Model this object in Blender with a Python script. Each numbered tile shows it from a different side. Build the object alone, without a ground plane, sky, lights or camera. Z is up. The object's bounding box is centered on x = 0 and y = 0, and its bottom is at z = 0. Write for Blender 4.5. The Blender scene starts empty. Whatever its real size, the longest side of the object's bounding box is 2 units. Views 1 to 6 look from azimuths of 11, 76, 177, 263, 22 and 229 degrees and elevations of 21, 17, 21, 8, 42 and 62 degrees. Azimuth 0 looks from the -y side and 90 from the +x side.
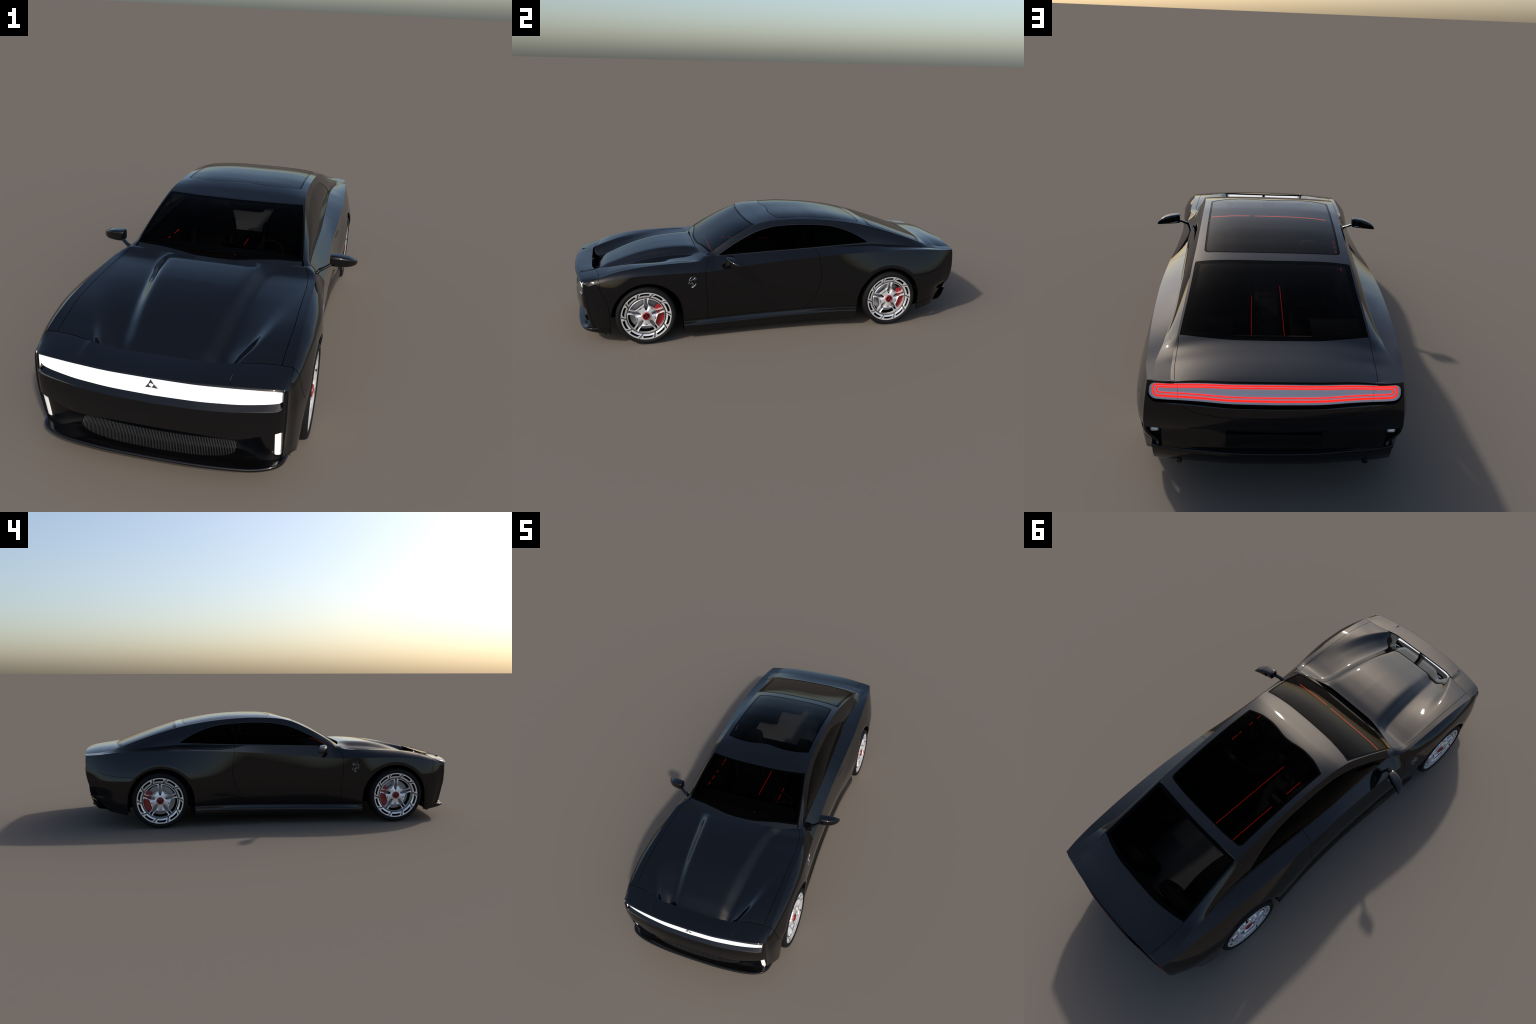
import bpy, math, random
import numpy as np
from mathutils import Vector, Matrix

random.seed(7)
rng = np.random.default_rng(7)

# ------------------------------------------------------------------ helpers
def pchip(xs, ys):
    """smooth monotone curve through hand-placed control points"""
    xs = np.asarray(xs, float); ys = np.asarray(ys, float)
    h = np.diff(xs); d = np.diff(ys) / h
    m = np.zeros_like(ys)
    m[0], m[-1] = d[0], d[-1]
    for i in range(1, len(xs) - 1):
        if d[i-1] * d[i] > 0:
            w1, w2 = 2*h[i] + h[i-1], h[i] + 2*h[i-1]
            m[i] = (w1 + w2) / (w1/d[i-1] + w2/d[i])
    def f(q):
        q = np.clip(np.asarray(q, float), xs[0], xs[-1])
        i = np.clip(np.searchsorted(xs, q) - 1, 0, len(xs) - 2)
        t = (q - xs[i]) / h[i]
        a, b = (1 + 2*t) * (1-t)**2, t * (1-t)**2
        c, e = t*t*(3 - 2*t), t*t*(t - 1)
        return a*ys[i] + b*h[i]*m[i] + c*ys[i+1] + e*h[i]*m[i+1]
    return f

def curve2(*pairs):
    return pchip([p[0] for p in pairs], [p[1] for p in pairs])

def sstep(a, b, x):
    t = np.clip((np.asarray(x, float) - a) / (b - a), 0, 1)
    return t*t*(3 - 2*t)

def smax(a, b, k):
    h = np.clip(.5 + .5*(a - b)/k, 0, 1)
    return b + (a - b)*h + k*h*(1 - h)

def smin(a, b, k):
    return -smax(-a, -b, k)

def rect_field(x, z, x0, x1, z0, z1, r):
    """signed distance to a rounded rectangle (bounds may vary from point to point)"""
    cx, cz = (x0 + x1)/2, (z0 + z1)/2
    qx, qz = np.abs(x - cx) - (x1 - x0)/2 + r, np.abs(z - cz) - (z1 - z0)/2 + r
    return np.hypot(np.maximum(qx, 0), np.maximum(qz, 0)) + np.minimum(np.maximum(qx, qz), 0) - r

class Surf:
    """a surface patch: points, smooth normals, polygons; it can be trimmed by scalar fields"""
    def __init__(s, V, N, F):
        s.V, s.N, s.F = np.asarray(V, float).reshape(-1, 3), np.asarray(N, float).reshape(-1, 3), F
    @staticmethod
    def grid(P, flip=False, close_u=False, close_v=False):
        n, m = P.shape[:2]
        def grad(A, ax, close):
            if close:
                return (np.roll(A, -1, ax) - np.roll(A, 1, ax))
            return np.gradient(A, axis=ax)
        du, dv = grad(P, 0, close_u), grad(P, 1, close_v)
        N = np.cross(du, dv)
        N /= np.maximum(np.linalg.norm(N, axis=-1, keepdims=True), 1e-12)
        if flip: N = -N
        idx = np.arange(n*m).reshape(n, m)
        if close_u: idx = np.vstack([idx, idx[:1]])
        if close_v: idx = np.hstack([idx, idx[:, :1]])
        a, b, c, d = idx[:-1, :-1], idx[1:, :-1], idx[1:, 1:], idx[:-1, 1:]
        Q = np.stack([a, d, c, b] if flip else [a, b, c, d], -1).reshape(-1, 4)
        return Surf(P.reshape(-1, 3), N.reshape(-1, 3), [tuple(q) for q in Q.tolist()])
    def copy(s):
        return Surf(s.V.copy(), s.N.copy(), list(s.F))
    def mirror(s):
        return Surf(s.V*[-1, 1, 1], s.N*[-1, 1, 1], [f[::-1] for f in s.F])
    def compact(s):
        used = np.zeros(len(s.V), bool)
        for f in s.F: used[list(f)] = True
        mp = np.cumsum(used) - 1; mp = mp.tolist()
        return Surf(s.V[used], s.N[used], [tuple(mp[i] for i in f) for f in s.F])
    def keep(s, field):
        """keep the part where field(x, y, z) < 0"""
        f = field(s.V[:, 0], s.V[:, 1], s.V[:, 2]) if callable(field) else np.asarray(field, float)
        f = np.where(np.abs(f) < 2e-6, 2e-6, f)
        neg = (f < 0).tolist(); fl = f.tolist()
        V, N = s.V, s.N
        newV, newN, made, out = [], [], {}, []
        base = len(V)
        def cutv(i, j):
            k = (i, j) if i < j else (j, i)
            if k not in made:
                t = fl[k[0]] / (fl[k[0]] - fl[k[1]])
                newV.append(V[k[0]]*(1-t) + V[k[1]]*t)
                nn = N[k[0]]*(1-t) + N[k[1]]*t
                newN.append(nn / max(np.linalg.norm(nn), 1e-12))
                made[k] = base + len(newV) - 1
            return made[k]
        for fc in s.F:
            c = sum(neg[i] for i in fc)
            if c == len(fc): out.append(fc); continue
            if c == 0: continue
            poly = []
            for i, j in zip(fc, fc[1:] + fc[:1]):
                if neg[i]: poly.append(i)
                if neg[i] != neg[j]: poly.append(cutv(i, j))
            if len(poly) >= 3: out.append(tuple(poly))
        if newV:
            r = Surf(np.vstack([V, np.array(newV)]), np.vstack([N, np.array(newN)]), out)
        else:
            r = Surf(V, N, out)
        return r.compact()
    def drop(s, field):
        return s.keep(lambda x, y, z: -field(x, y, z))
    def boundary(s):
        seen = {}
        for f in s.F:
            for i, j in zip(f, f[1:] + f[:1]):
                if (j, i) in seen: del seen[(j, i)]
                else: seen[(i, j)] = 1
        return list(seen)
    def shell(s, t, back=True, direction=None):
        """give the patch thickness t (inwards), with rim walls"""
        n = len(s.V)
        inner = s.V - (s.N if direction is None else np.asarray(direction, float))*t
        E_ = s.boundary()
        V, N, F = [s.V], [s.N], list(s.F)
        off = n
        if back:
            V.append(inner); N.append(-s.N)
            F += [tuple(off + i for i in f[::-1]) for f in s.F]
            off += n
        acc = {}
        for i, j in E_:
            w = np.cross(s.V[j] - s.V[i], s.N[i])
            l = np.linalg.norm(w)
            if l < 1e-12: continue
            w /= l
            for k in (i, j): acc[k] = acc.get(k, 0) + w
        ids = {k: q for q, k in enumerate(acc)}
        if ids:
            ks = list(ids)
            wn = np.array([acc[k] for k in ks]); wn /= np.maximum(np.linalg.norm(wn, axis=1, keepdims=True), 1e-9)
            V += [s.V[ks], inner[ks]]; N += [wn, wn]
            m = len(ks)
            for i, j in E_:
                if i in ids and j in ids:
                    a, b = off + ids[i], off + ids[j]
                    F.append((b, a, a + m, b + m))
        return Surf(np.vstack(V), np.vstack(N), F)
    def offset(s, t):
        return Surf(s.V + s.N*t, s.N, s.F)
    def plus(s, *others):
        V, N, F = [s.V], [s.N], list(s.F); off = len(s.V)
        for o in others:
            V.append(o.V); N.append(o.N); F += [tuple(off + i for i in f) for f in o.F]; off += len(o.V)
        return Surf(np.vstack(V), np.vstack(N), F)
    def moved(s, M):
        M = np.array(M)
        return Surf(s.V @ M[:3, :3].T + M[:3, 3], s.N @ M[:3, :3].T, s.F)

def tube(path, rad, sides=8, flat=None, cap=True):
    """round bar along a path of points; rad may be a list"""
    P = np.asarray(path, float); n = len(P)
    T = np.gradient(P, axis=0); T /= np.maximum(np.linalg.norm(T, axis=1, keepdims=True), 1e-9)
    up = np.array([0, 0, 1.]) if abs(T[:, 2]).max() < .95 else np.array([0, 1., 0])
    R = np.broadcast_to(np.asarray(rad, float), (n,))
    out = np.zeros((n, sides, 3))
    for i in range(n):
        a = np.cross(T[i], up); a /= np.linalg.norm(a); b = np.cross(a, T[i])
        for k in range(sides):
            th = 2*math.pi*k/sides
            out[i, k] = P[i] + R[i]*(math.cos(th)*a + math.sin(th)*b*(flat or 1))
    s = Surf.grid(out, close_v=True)
    if cap:
        for e, rev in ((0, True), (n-1, False)):
            c = len(s.V)
            ring = out[e]
            nn = -T[e] if e == 0 else T[e]
            s.V = np.vstack([s.V, ring]); s.N = np.vstack([s.N, np.tile(nn, (sides, 1))])
            f = tuple(range(c, c+sides)); s.F.append(f if rev else f[::-1])
    return s

def lathe(profile, seg=96, axis_x=True):
    """profile of (axial, radius) turned round the x axis"""
    pr = np.asarray(profile, float)
    th = np.linspace(0, 2*math.pi, seg, endpoint=False)
    P = np.zeros((len(pr), seg, 3))
    P[..., 0] = pr[:, :1]
    P[..., 1] = pr[:, 1:]*np.cos(th); P[..., 2] = pr[:, 1:]*np.sin(th)
    return Surf.grid(P, close_v=True)

def superloft(sections, seg=28, power=3.0):
    """closed loft; each section = centre, half axes vectors u, v"""
    th = np.linspace(0, 2*math.pi, seg, endpoint=False)
    c, s_ = np.cos(th), np.sin(th)
    e = 2/power
    cu, sv = np.sign(c)*np.abs(c)**e, np.sign(s_)*np.abs(s_)**e
    P = np.array([[np.array(o) + a*np.array(u) + b*np.array(v) for a, b in zip(cu, sv)] for o, u, v in sections])
    # close the ends with shrinking rings
    first, last = P[0], P[-1]
    c0, c1 = first.mean(0), last.mean(0)
    P = np.concatenate([[c0 + (first-c0)*1e-3], [c0 + (first - c0)*.6], P, [c1 + (last-c1)*.6], [c1 + (last-c1)*1e-3]])
    g = Surf.grid(P, close_v=True)
    mid = P[len(P)//2]; cen = mid.mean(0)
    i = (len(P)//2)*seg
    if np.dot(g.N[i], g.V[i] - cen) < 0:
        g = Surf(g.V, -g.N, [f[::-1] for f in g.F])
    return g

ROOT = None
def make(name, surf, mat, parent=None, sharp=None, **props):
    me = bpy.data.meshes.new(name)
    me.from_pydata(surf.V.tolist(), [], surf.F)
    me.update()
    me.polygons.foreach_set('use_smooth', [True]*len(me.polygons))
    if sharp is None:
        me.normals_split_custom_set_from_vertices(surf.N.tolist())
    me.materials.append(mat)
    ob = bpy.data.objects.new(name, me)
    bpy.context.scene.collection.objects.link(ob)
    ob.parent = parent or ROOT
    for k, v in props.items(): ob[k] = v
    if sharp is not None:
        me.set_sharp_from_angle(angle=math.radians(sharp))
    return ob

def both(name, surf, mat, parent=None, **kw):
    return make(name, surf, mat, parent, **kw), make(name, surf.mirror(), mat, parent, **kw)

def empty(name, parent=None, loc=(0, 0, 0)):
    ob = bpy.data.objects.new(name, None)
    ob.empty_display_size = .05
    bpy.context.scene.collection.objects.link(ob)
    ob.location = loc
    ob.parent = parent
    return ob

def box(cx, cy, cz, sx, sy, sz, bevel=.004, seg=2):
    import bmesh
    bm = bmesh.new()
    bmesh.ops.create_cube(bm, size=1)
    bmesh.ops.scale(bm, vec=(sx, sy, sz), verts=bm.verts)
    if bevel:
        bmesh.ops.bevel(bm, geom=bm.edges[:], offset=bevel, segments=seg, profile=.6, affect='EDGES')
    bm.normal_update()
    bm.verts.ensure_lookup_table()
    V = np.array([v.co for v in bm.verts]) + [cx, cy, cz]
    N = np.array([v.normal for v in bm.verts])
    F = [tuple(v.index for v in f.verts) for f in bm.faces]
    bm.free()
    return Surf(V, N, F)

# ------------------------------------------------------------------ materials
def mat_new(name):
    m = bpy.data.materials.new(name)
    m.use_nodes = True
    return m, m.node_tree.nodes, m.node_tree.links, m.node_tree.nodes['Principled BSDF']

def plain(name, col, rough=.5, metal=0., spec=.5, coat=0., emit=None, estr=0., noise=None):
    m, n, l, b = mat_new(name)
    b.inputs['Base Color'].default_value = (*col, 1)
    b.inputs['Roughness'].default_value = rough
    b.inputs['Metallic'].default_value = metal
    b.inputs['Specular IOR Level'].default_value = spec
    b.inputs['Coat Weight'].default_value = coat
    b.inputs['Coat Roughness'].default_value = .03
    if emit:
        b.inputs['Emission Color'].default_value = (*emit, 1)
        b.inputs['Emission Strength'].default_value = estr
    if noise:
        scale, amt, bump = noise
        tc = n.new('ShaderNodeTexCoord'); nz = n.new('ShaderNodeTexNoise')
        nz.inputs['Scale'].default_value = scale; nz.inputs['Detail'].default_value = 4
        l.new(tc.outputs['Object'], nz.inputs['Vector'])
        mr = n.new('ShaderNodeMapRange')
        mr.inputs['To Min'].default_value = max(0, rough - amt); mr.inputs['To Max'].default_value = rough + amt
        l.new(nz.outputs['Fac'], mr.inputs['Value']); l.new(mr.outputs['Result'], b.inputs['Roughness'])
        if bump:
            bp = n.new('ShaderNodeBump'); bp.inputs['Strength'].default_value = bump
            bp.inputs['Distance'].default_value = .001
            l.new(nz.outputs['Fac'], bp.inputs['Height']); l.new(bp.outputs['Normal'], b.inputs['Normal'])
    return m

def paint_mat():
    # deep black metallic lacquer: fine flake grain under a clear, mirror-like surface
    m, n, l, b = mat_new('black_lacquer')
    tc = n.new('ShaderNodeTexCoord'); vo = n.new('ShaderNodeTexVoronoi')
    vo.inputs['Scale'].default_value = 1400
    l.new(tc.outputs['Object'], vo.inputs['Vector'])
    cr = n.new('ShaderNodeValToRGB')
    cr.color_ramp.elements[0].color = (.0016, .0017, .002, 1)
    cr.color_ramp.elements[1].color = (.0032, .0034, .0042, 1)
    l.new(vo.outputs['Color'], cr.inputs['Fac'])
    l.new(cr.outputs['Color'], b.inputs['Base Color'])
    b.inputs['Roughness'].default_value = .025
    b.inputs['Specular IOR Level'].default_value = .5
    return m

def glass_mat(name, tint, ior):
    m, n, l, b = mat_new(name)
    n.remove(b)
    out = n['Material Output']
    lw = n.new('ShaderNodeLayerWeight'); lw.inputs['Blend'].default_value = .5
    pw = n.new('ShaderNodeMath'); pw.operation = 'POWER'; pw.inputs[1].default_value = ior
    l.new(lw.outputs['Facing'], pw.inputs[0])
    fr = n.new('ShaderNodeMath'); fr.operation = 'MULTIPLY_ADD'; fr.inputs[1].default_value = .95; fr.inputs[2].default_value = .0015
    l.new(pw.outputs[0], fr.inputs[0])
    tr = n.new('ShaderNodeBsdfTransparent'); tr.inputs['Color'].default_value = (*tint, 1)
    gl = n.new('ShaderNodeBsdfGlossy'); gl.inputs['Roughness'].default_value = .02
    mx = n.new('ShaderNodeMixShader')
    l.new(fr.outputs[0], mx.inputs['Fac']); l.new(tr.outputs['BSDF'], mx.inputs[1]); l.new(gl.outputs['BSDF'], mx.inputs[2])
    l.new(mx.outputs['Shader'], out.inputs['Surface'])
    return m

PAINT = paint_mat()
GLOSS = plain('gloss_black_trim', (.002, .002, .0024), .12)
BLACK = plain('shadow_black_plastic', (.003, .003, .003), .7, spec=.15, noise=(300, .1, .05))
GLASS = glass_mat('tinted_glass', (.32, .32, .32), 4.6)
REARGLASS = glass_mat('rear_privacy_glass', (.22, .22, .22), 4.6)
SIDEGLASS = glass_mat('privacy_glass', (.055, .055, .055), 4.6)
FRIT = plain('black_glass_border', (.0006, .0006, .0006), .03, spec=.03)
CHROME = plain('polished_chrome', (.9, .9, .91), .08, 1.0)
SIDEBADGE = plain('grey_side_badge', (.22, .235, .26), .3, .9)
TRIM = plain('brushed_window_trim', (.12, .12, .12), .35, 1.0)
LIGHT = plain('white_light_panel', (.85, .85, .86), .25, emit=(1, 1, 1), estr=.8)
LAMPWHITE = plain('pale_lamp_lens', (.72, .72, .78), .2)
RED = plain('red_light_tube', (.5, .006, .004), .3, emit=(1, .014, .007), estr=1.3)
AMBIENT = plain('red_cabin_light', (.5, .01, .005), .4, emit=(1, .02, .006), estr=.7)
DASHGLOW = plain('orange_dash_light', (.6, .04, .01), .4, emit=(1, .09, .025), estr=2.0)
SILVER = plain('machined_wheel_silver', (.9, .9, .91), .3, .6, noise=(200, .06, 0))
WHEELDARK = plain('shade_darkened_wheel_metal', (.085, .075, .065), .45, .5)  # wheel metal darkened to brown: shade in the rim joints put into its colour
RUBBER = plain('tyre_rubber', (.006, .0062, .0066), .7, spec=.2, noise=(160, .1, .2))
LETTER = plain('raised_tyre_lettering', (.02, .02, .022), .6, spec=.3)
DISC = plain('brake_disc_steel', (.32, .32, .33), .4, .7)
CALIPER = plain('red_caliper_paint', (.27, .006, .012), .3, coat=.4)
LEATHER = plain('black_leather', (.004, .004, .0045), .6, spec=.15, noise=(120, .1, .15))
CARPET = plain('grey_cargo_carpet', (.24, .24, .235), .95, noise=(900, .05, .2))
BADGE = plain('satin_silver_badge', (.55, .58, .62), .25, .9)
DARKMET = plain('dark_metal_tip', (.5, .52, .55), .3, .9)

ROOT = empty('muscle_coupe')
ROOT['label'] = 'low black two-door muscle car with white front light bar'
ROOT['category'] = 'car'

# ------------------------------------------------------------------ body lines (right half, x > 0)
# G: hood edge / window base / deck shoulder
Gx = curve2((-.96, .340), (-.90, .342), (-.80, .343), (-.60, .342), (-.45, .340), (-.40, .337), (-.36, .326), (-.32, .309), (-.2, .306), (0, .307), (.2, .301), (.4, .294), (.49, .291), (.6, .291), (.7, .295), (.8, .302), (.9, .312), (.98, .306))
Gz = curve2((-.96, .305), (-.94, .314), (-.9, .331), (-.85, .348), (-.8, .362), (-.7, .379), (-.6, .387), (-.5, .391), (-.4, .393), (-.36, .397), (-.32, .404), (-.2, .409), (0, .416), (.2, .420), (.4, .425), (.49, .424), (.6, .416), (.7, .406), (.8, .394), (.85, .389), (.9, .3845), (.98, .379))
# E: shoulder crease
Ex = curve2((-.96, .3405), (-.94, .3435), (-.9, .355), (-.8, .370), (-.7, .379), (-.6, .381), (-.5, .375), (-.42, .368), (-.37, .364), (-.2, .355), (0, .353), (.2, .358), (.4, .360), (.6, .354), (.8, .342), (.9, .334), (.98, .320))
Ez = curve2((-.96, .290), (-.94, .298), (-.9, .312), (-.8, .336), (-.7, .347), (-.6, .350), (-.5, .349), (-.42, .347), (-.37, .347), (-.2, .361), (0, .377), (.2, .391), (.4, .399), (.6, .401), (.8, .3945), (.9, .384), (.98, .3785))
# D: widest line
Dx = curve2((-.96, .3395), (-.94, .345), (-.9, .363), (-.85, .376), (-.8, .384), (-.7, .391), (-.62, .393), (-.55, .389), (-.45, .376), (-.37, .371), (-.2, .364), (0, .361), (.1, .363), (.2, .368), (.35, .381), (.45, .388), (.55, .392), (.6, .392), (.7, .389), (.8, .380), (.9, .361), (.98, .334))
tuck = curve2((-.96, .006), (-.8, .010), (-.6, .011), (-.5, .013), (-.4, .016), (-.2, .020), (0, .019), (.2, .020), (.35, .017), (.45, .013), (.6, .010), (.8, .014), (.98, .010))
Az = curve2((-.96, .080), (-.9, .080), (-.86, .070), (-.845, .062), (-.5, .05), (-.40, .07), (.35, .08), (.41, .06), (.757, .07), (.80, .080), (.86, .094), (.90, .104), (.93, .126), (.955, .155), (.98, .17))
FRONT_C = curve2((.05, -.905), (.104, -.926), (.138, -.933), (.181, -.941), (.224, -.946), (.266, -.948), (.315, -.945), (.34, -.940))
REAR_C = curve2((.09, .87), (.108, .906), (.126, .928), (.16, .944), (.175, .938), (.214, .947), (.264, .960), (.30, .965), (.347, .966), (.39, .963))
WHEEL_F, WHEEL_R, WZ = -.668, .590, .1445
ARCH_F, ARCH_R = (-.660, .137, .173), (.584, .140, .172)

def arch_dist(y, z):
    d = 9.
    for cy, cz, r in (ARCH_F, ARCH_R):
        dz = np.where(z > cz, z - cz, 0)
        q = np.hypot(y - cy, dz)
        # below the axle the opening widens slightly into straight legs
        d = np.minimum(d, q - r - .03*np.clip(cz - z, 0, .1))
    return d

def side_base(y, z):
    zE, xE, xD = Ez(y), Ex(y), Dx(y)
    zD = np.minimum(.245, zE - .045)
    up = np.clip((z - zD)/(zE - zD), 0, 1.2)
    lo = np.clip((zD - z)/(zD - .10), 0, 1.4)
    x = np.where(z > zD, xD - (xD - xE)*up**1.35, xD - tuck(y)*lo**1.6)
    # the bumper corner is cut inwards below the tail
    return x - .027*sstep(.80, .95, y)*sstep(0, 1, np.clip((.222 - z)/.06, 0, 1))

def side_x(y, z):
    """body side; a narrow lip round each wheel opening stands straight up"""
    y, z = np.asarray(y, float), np.asarray(z, float)
    yy, zz_ = y + 0*z, z + 0*y
    for cy, cz, r in (ARCH_F, ARCH_R):
        dz = np.where(z > cz, z - cz, 0)
        q = np.maximum(np.hypot(y - cy, dz), 1e-6)
        k = np.where(q < r + .0145, (r + .0145)/q, 1.)
        k = np.where(q > r*.6, k, 1.)
        yy = np.where(k > 1, cy + (y - cy)*k, yy)
        zz_ = np.where((k > 1) & (z > cz), cz + dz*k, zz_)
    return side_base(yy, zz_)

def end_warp(y, z):
    """bend the first and last stations so the side meets bumper corners"""
    wf, wr = 1 - sstep(-.95, -.84, y), sstep(.84, .97, y)
    return y + wf*(FRONT_C(z) + .95) + wr*(REAR_C(z) - .97)

ys_side = np.concatenate([np.linspace(-.95, -.84, 24, endpoint=False), np.linspace(-.84, -.48, 90, endpoint=False), np.linspace(-.48, .40, 110, endpoint=False), np.linspace(.40, .78, 96, endpoint=False), np.linspace(.78, .97, 44)])
def side_lower():
    t = np.linspace(0, 1, 64)
    Y = ys_side[:, None] + 0*t
    A, B = Az(ys_side)[:, None], Ez(ys_side)[:, None]
    Z = A + (B - A)*t
    X = side_x(Y, Z)
    return Surf.grid(np.stack([X, end_warp(Y, Z), Z], -1))
def side_upper():
    t = np.linspace(0, 1, 14)
    y = ys_side[:, None]
    e = np.stack([Ex(y), Ez(y)], -1); g = np.stack([Gx(y), Gz(y)], -1)
    zD = np.minimum(.245, Ez(y) - .045)
    tx = -1.35*(Dx(y) - Ex(y))/(Ez(y) - zD)
    T = np.stack([tx, np.ones_like(tx)], -1); T /= np.linalg.norm(T, axis=-1, keepdims=True)
    L = np.linalg.norm(g - e, axis=-1, keepdims=True)
    k = (1 - sstep(-.52, -.36, y))[..., None]
    q = (e + g)/2*(1 - .6*k) + (e + T*L*.5)*.6*k
    tt = t[None, :, None]
    P = (1-tt)**2*e + 2*tt*(1-tt)*q + tt**2*g
    Y = y + 0*t
    return Surf.grid(np.stack([P[..., 0], end_warp(Y, P[..., 1]), P[..., 1]], -1))

SIDE = side_lower()
SIDE_UP = side_upper()
if SIDE.N[len(SIDE.N)//2, 0] < 0:
    SIDE = Surf(SIDE.V, -SIDE.N, [f[::-1] for f in SIDE.F])
if SIDE_UP.N[len(SIDE_UP.N)//2, 2] < 0:
    SIDE_UP = Surf(SIDE_UP.V, -SIDE_UP.N, [f[::-1] for f in SIDE_UP.F])

# ------------------------------------------------------------------ trim lines of the side panels
GAP = .0009
door_front = curve2((.05, -.362), (.10, -.366), (.2, -.372), (.30, -.377), (.348, -.378), (.40, -.352), (.44, -.34))
door_rear = curve2((.05, .11), (.105, .128), (.136, .150), (.18, .180), (.22, .200), (.289, .213), (.40, .200), (.55, .18))
bump_f = curve2((.05, -.838), (.20, -.842), (.235, -.852), (.26, -.868), (.29, -.876), (.33, -.879))
bump_r = curve2((.05, .745), (.276, .760), (.284, .79), (.29, .86), (.30, .888), (.33, .893), (.41, .900))
sill_top = lambda y: .104 + .014*sstep(-.5, .4, y)

def f_arch(x, y, z): return arch_dist(y, z)          # < 0 inside the opening
def f_door(x, y, z):
    return np.maximum(np.maximum(door_front(z) - y, y - door_rear(z)), (sill_top(y) - z))
def f_front_bumper(x, y, z): return y - bump_f(z)
def f_rear_bumper(x, y, z):
    # bumper skin behind the seam that runs from the arch back and up
    low = np.maximum(.70 - y, z - curve2((.70, .268), (.78, .272), (.84, .280), (.88, .290), (.895, .31), (.897, .42), (.99, .42))(y))
    return low
def f_valance(x, y, z):      # lower black part of the rear corner
    return np.maximum(z - (.105 + (y - .77)*.34), .70 - y)
def f_sill(x, y, z):
    return np.maximum(np.maximum(-.56 - y, y - .47), z - sill_top(y))
def f_cheek(x, y, z):        # lower black edge in front of the front wheel
    return np.maximum(z - .088, y + .80)

side_body = SIDE.drop(f_arch)
def panel(base, t=.006, *fields):
    s = base
    for f, sign in fields:
        s = s.keep((lambda ff, sg: (lambda x, y, z: sg*ff(x, y, z) + GAP))(f, sign))
    return s.shell(t)

def sidepanel(name, fields, mat=PAINT, upper=True, parent=None):
    lo = side_body
    up = SIDE_UP
    for f, sg in fields:
        fn = (lambda ff, s_: (lambda x, y, z: s_*ff(x, y, z) + GAP))(f, sg)
        lo = lo.keep(fn)
        if upper: up = up.keep(fn)
    parts = lo.shell(.006)
    if upper and len(up.F): parts = parts.plus(up.shell(.006))
    return both(name, parts, mat, parent)

def f_before_door(x, y, z): return y - door_front(z)
fender = sidepanel('fender', [(f_before_door, 1), (f_front_bumper, -1), (f_sill, -1)])
doors = sidepanel('door', [(f_door, 1)])
quarter = sidepanel('rear_quarter_panel', [(lambda x, y, z: door_rear(z) - y, 1), (f_rear_bumper, -1), (f_sill, -1), (f_valance, -1)])
sidepanel('bumper_corner', [(f_front_bumper, 1), (f_cheek, -1)])
sidepanel('rear_bumper_corner', [(f_rear_bumper, 1), (f_valance, -1)])
sidepanel('rear_valance_side', [(f_valance, 1)], GLOSS, upper=False)
sidepanel('front_skirt_side', [(f_cheek, 1), (f_front_bumper, 1)], GLOSS, upper=False)
sidepanel('sill_panel', [(f_sill, 1)], PAINT, upper=False)
# dark liner behind all side seams
liner = side_body.offset(-.0075)
liner_up = SIDE_UP.offset(-.0075)
both('seam_liner', liner.plus(liner_up), BLACK)

# side skirt: blade that stands out below the door
sk_x = curve2((-.5, .369), (-.36, .3625), (-.17, .3535), (0, .3510), (.2, .3565), (.3, .364), (.4, .3755), (.42, .378))
def skirt():
    ys = np.linspace(-.487, .408, 90)
    rows = []
    for y in ys:
        zt = float(sill_top(y)) - .008
        x0 = float(side_x(np.array(y), np.array(zt)))
        xo = max(float(sk_x(y)), x0 + .001)
        out = xo - x0
        zb = .043 + .010*float(sstep(-.5, .4, y))
        prof = [(x0 - .002, zt + .002), (x0 + .001, zt - .003), (x0 + out*.5, zt - .014), (x0 + out*.9, zt - .020), (xo, zt - .025), (xo - .001, zb + .008), (xo - .004, zb), (xo - .03, zb - .002), (xo - .07, zb + .002)]
        rows.append([(px, y, pz) for px, pz in prof])
    P = np.array(rows)
    u = np.linspace(0, 1, P.shape[1]); q = np.linspace(0, 1, 33)
    R = np.stack([np.stack([pchip(u, P[i, :, c])(q) for c in range(3)], -1) for i in range(len(P))])
    g = Surf.grid(R)
    if g.N[16*33 + 18, 0] < 0: g = Surf(g.V, -g.N, [f[::-1] for f in g.F])
    return g.shell(.004)
both('side_skirt', skirt(), PAINT)

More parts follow.
